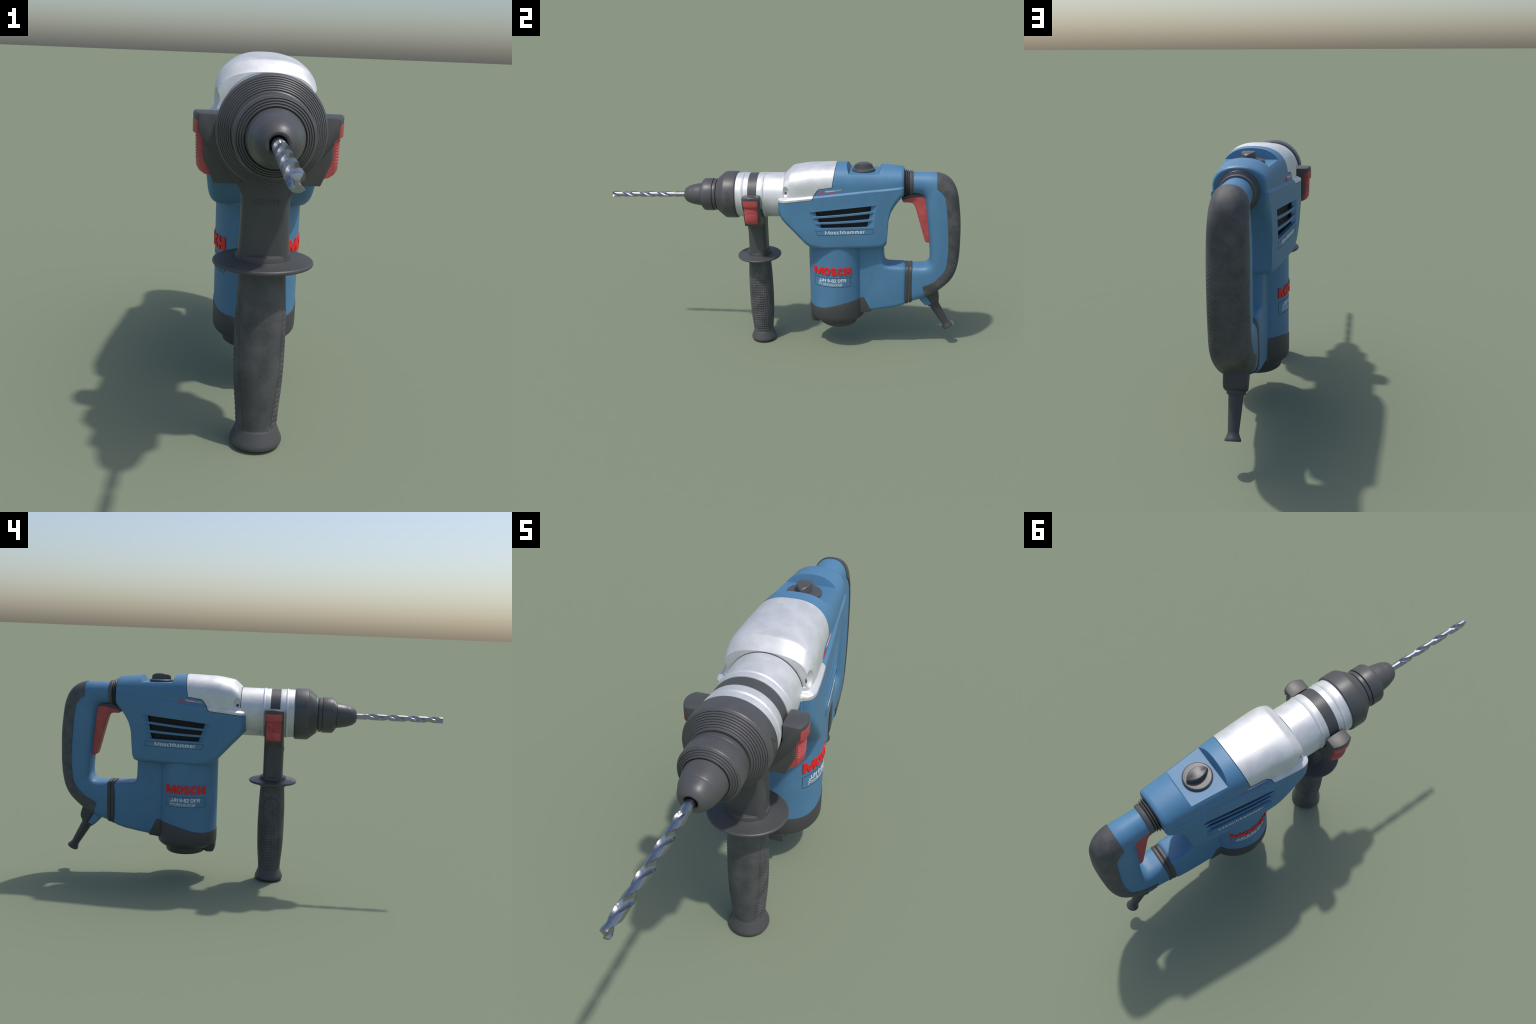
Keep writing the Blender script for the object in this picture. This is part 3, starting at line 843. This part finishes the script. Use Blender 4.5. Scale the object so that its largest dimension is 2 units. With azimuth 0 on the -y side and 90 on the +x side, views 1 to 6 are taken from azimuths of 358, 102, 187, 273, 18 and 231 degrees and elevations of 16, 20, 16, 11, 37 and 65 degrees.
def wrap(bm, place, height, name, mat, parent, sink=0.002, cuts=26):
    """thicken a flat (u, v) mesh and lay it on a surface; place(u, v, h) -> point"""
    us = [v.co.x for v in bm.verts]; u0, u1 = min(us), max(us)
    for k in range(1, cuts):
        bmesh.ops.bisect_plane(bm, geom=bm.verts[:] + bm.edges[:] + bm.faces[:], plane_co=(u0 + (u1 - u0) * k / cuts, 0, 0), plane_no=(1, 0, 0))
    top = {v: Vector(place(v.co.x, v.co.y, height + v.co.z)) for v in bm.verts}
    low = {v: Vector(place(v.co.x, v.co.y, -sink)) for v in bm.verts}
    edges = [e for e in bm.edges if len(e.link_faces) == 1]
    nb = bmesh.new()
    mt = {v: nb.verts.new(p) for v, p in top.items()}
    ml = {v: nb.verts.new(low[v]) for v in low}
    for f in bm.faces:
        try: nb.faces.new([mt[v] for v in f.verts])
        except ValueError: pass
    for e in edges:
        a, b = e.verts
        nb.faces.new((mt[a], mt[b], ml[b], ml[a]))
    bm.free()
    return finish(name, nb, mat, parent, angle=30)


def fit(bm, u0, u1, v0, v1, vref=None):
    """scale a text so that its box fills (u0..u1, v0..v1)"""
    xs = [v.co.x for v in bm.verts]; yy = [v.co.y for v in bm.verts]
    a, b = min(xs), max(xs); c, d = vref or (min(yy), max(yy))
    for v in bm.verts:
        v.co.x = u0 + (v.co.x - a) / (b - a) * (u1 - u0)
        v.co.y = v0 + (v.co.y - c) / (d - c) * (v1 - v0)
    return bm


def rect_frame(corners, width):
    """flat outline band along a polygon, in (u, v)"""
    bm = bmesh.new()
    n = len(corners)
    inn = []
    for i in range(n):
        p = Vector(corners[i]); a = (Vector(corners[i - 1]) - p).normalized(); b = (Vector(corners[(i + 1) % n]) - p).normalized()
        m = (a + b)
        m = m.normalized() if m.length > 1e-4 else Vector((-b.y, b.x))
        s = abs(a.x * m.y - a.y * m.x)
        inn.append(p + m * width / max(s, 0.3))
    vo = [bm.verts.new((c[0], c[1], 0)) for c in corners]; vi = [bm.verts.new((c.x, c.y, 0)) for c in inn]
    for i in range(n):
        j = (i + 1) % n
        bm.faces.new((vo[i], vo[j], vi[j], vi[i]))
    return bm


def rounded(u0, u1, v0, v1, r, k=4):
    out = []
    for cx, cy, a0 in ((u1 - r, v1 - r, 0), (u0 + r, v1 - r, 90), (u0 + r, v0 + r, 180), (u1 - r, v0 + r, 270)):
        for i in range(k + 1):
            a = math.radians(a0 + 90 * i / k); out.append((cx + r * math.cos(a), cy + r * math.sin(a)))
    return out


for s in (1, -1):
    # u runs in reading direction; on the +x side that is +y, on the -x side -y
    def motor_place(ymid):
        def f(u, v, h):
            y = ymid + s * u
            e = (y - M_CY) / M_RY
            x = M_RX * math.sqrt(max(0, 1 - e * e))
            nx, ny = x / M_RX ** 2, (y - M_CY) / M_RY ** 2
            l = math.hypot(nx, ny)
            return (s * (x + h * nx / l), y + h * ny / l, v)
        return f

    def body_place(ymid, base=0.0):
        def f(u, v, h):
            y = ymid + s * u
            return (s * (side_x(y, v) + h), y, v)
        return f
    mp = motor_place(0.3040 if s > 0 else 0.3150)
    wrap(fit(block_word("MOSCH", 0.33), -0.1025, 0.1025, 0.4720, 0.5180), mp, 0.0040, 'brand_lettering', INK_RED, motor)
    wrap(rect_frame(rounded(-0.1025, 0.1025, 0.4010, 0.4560, 0.006), 0.0016), mp, 0.0005, 'label_frame', INK_DARK, motor)
    wrap(fit(stroke_word('JJH 9-82 DFR', 0.19), -0.0770, 0.0770, 0.4295, 0.4495), mp, 0.0006, 'model_lettering', INK_WHITE, motor)
    wrap(fit(stroke_word('Professional', 0.10), -0.0790, 0.0540, 0.4070, 0.4270), mp, 0.0006, 'model_lettering', INK_WHITE, motor)
    bp = body_place(0.375)
    wrap(fit(stroke_word('Moschhammer', 0.18, 0.18), -0.104, 0.110, 0.7195, 0.7410), bp, 0.0006, 'name_lettering', INK_WHITE, housing)
    fr = [(-0.157, 0.7430), (0.157, 0.7430), (0.157, 0.7160), (-0.146, 0.7150)] if s > 0 else [(-0.157, 0.7430), (0.157, 0.7430), (0.146, 0.7150), (-0.157, 0.7160)]
    wrap(rect_frame(fr, 0.0016), bp, 0.0005, 'name_frame', INK_DARK, housing)
    # small vibration badge: zigzag, underline and two words
    vp = body_place(0.299)
    def sheared(bm, k=0.095):
        # the badge follows the ridge, which rises towards the rear
        for v in bm.verts: v.co.y += s * v.co.x * k
        return bm
    z0 = 0.953
    bm = bmesh.new()
    zz = [(-0.062 + 0.0042 * i, z0 + (0.009 if i % 2 else -0.011) * (1 - 0.05 * i)) for i in range(9)] + [(-0.0245, z0)]
    for (ua, va), (ub, vb) in zip(zz[:-1], zz[1:]):
        q = [bm.verts.new((ua - 0.0008, va, 0)), bm.verts.new((ua + 0.0008, va, 0)), bm.verts.new((ub + 0.0008, vb, 0)), bm.verts.new((ub - 0.0008, vb, 0))]
        bm.faces.new(q)
    q = [bm.verts.new(p) for p in ((-0.026, z0 - 0.0008, 0), (0.062, z0 - 0.0008, 0), (0.062, z0 + 0.0012, 0), (-0.026, z0 + 0.0012, 0))]
    bm.faces.new(q)
    wrap(sheared(bm), vp, 0.0005, 'badge_mark', INK_RED, housing, cuts=4)
    wrap(sheared(fit(stroke_word('Vibration', 0.19), -0.027, 0.024, z0 + 0.0028, z0 + 0.0125)), vp, 0.0005, 'badge_lettering', INK_WHITE, housing, cuts=6)
    wrap(sheared(fit(stroke_word('Control', 0.10), 0.0245, 0.061, z0 + 0.0028, z0 + 0.0125)), vp, 0.0005, 'badge_lettering', INK_WHITE, housing, cuts=6)

# raised lettering on the front of the stem, in the stem's own plastic
wrap(fit(block_word('MOSCH', 0.26), -0.034, 0.034, 0.7080, 0.7225), lambda u, v, h: (u, S_CY - 0.0518 - h, v), 0.0016, 'stem_lettering', HANDLE, clamp, cuts=4)

body_ref.free(); motor_ref.free()
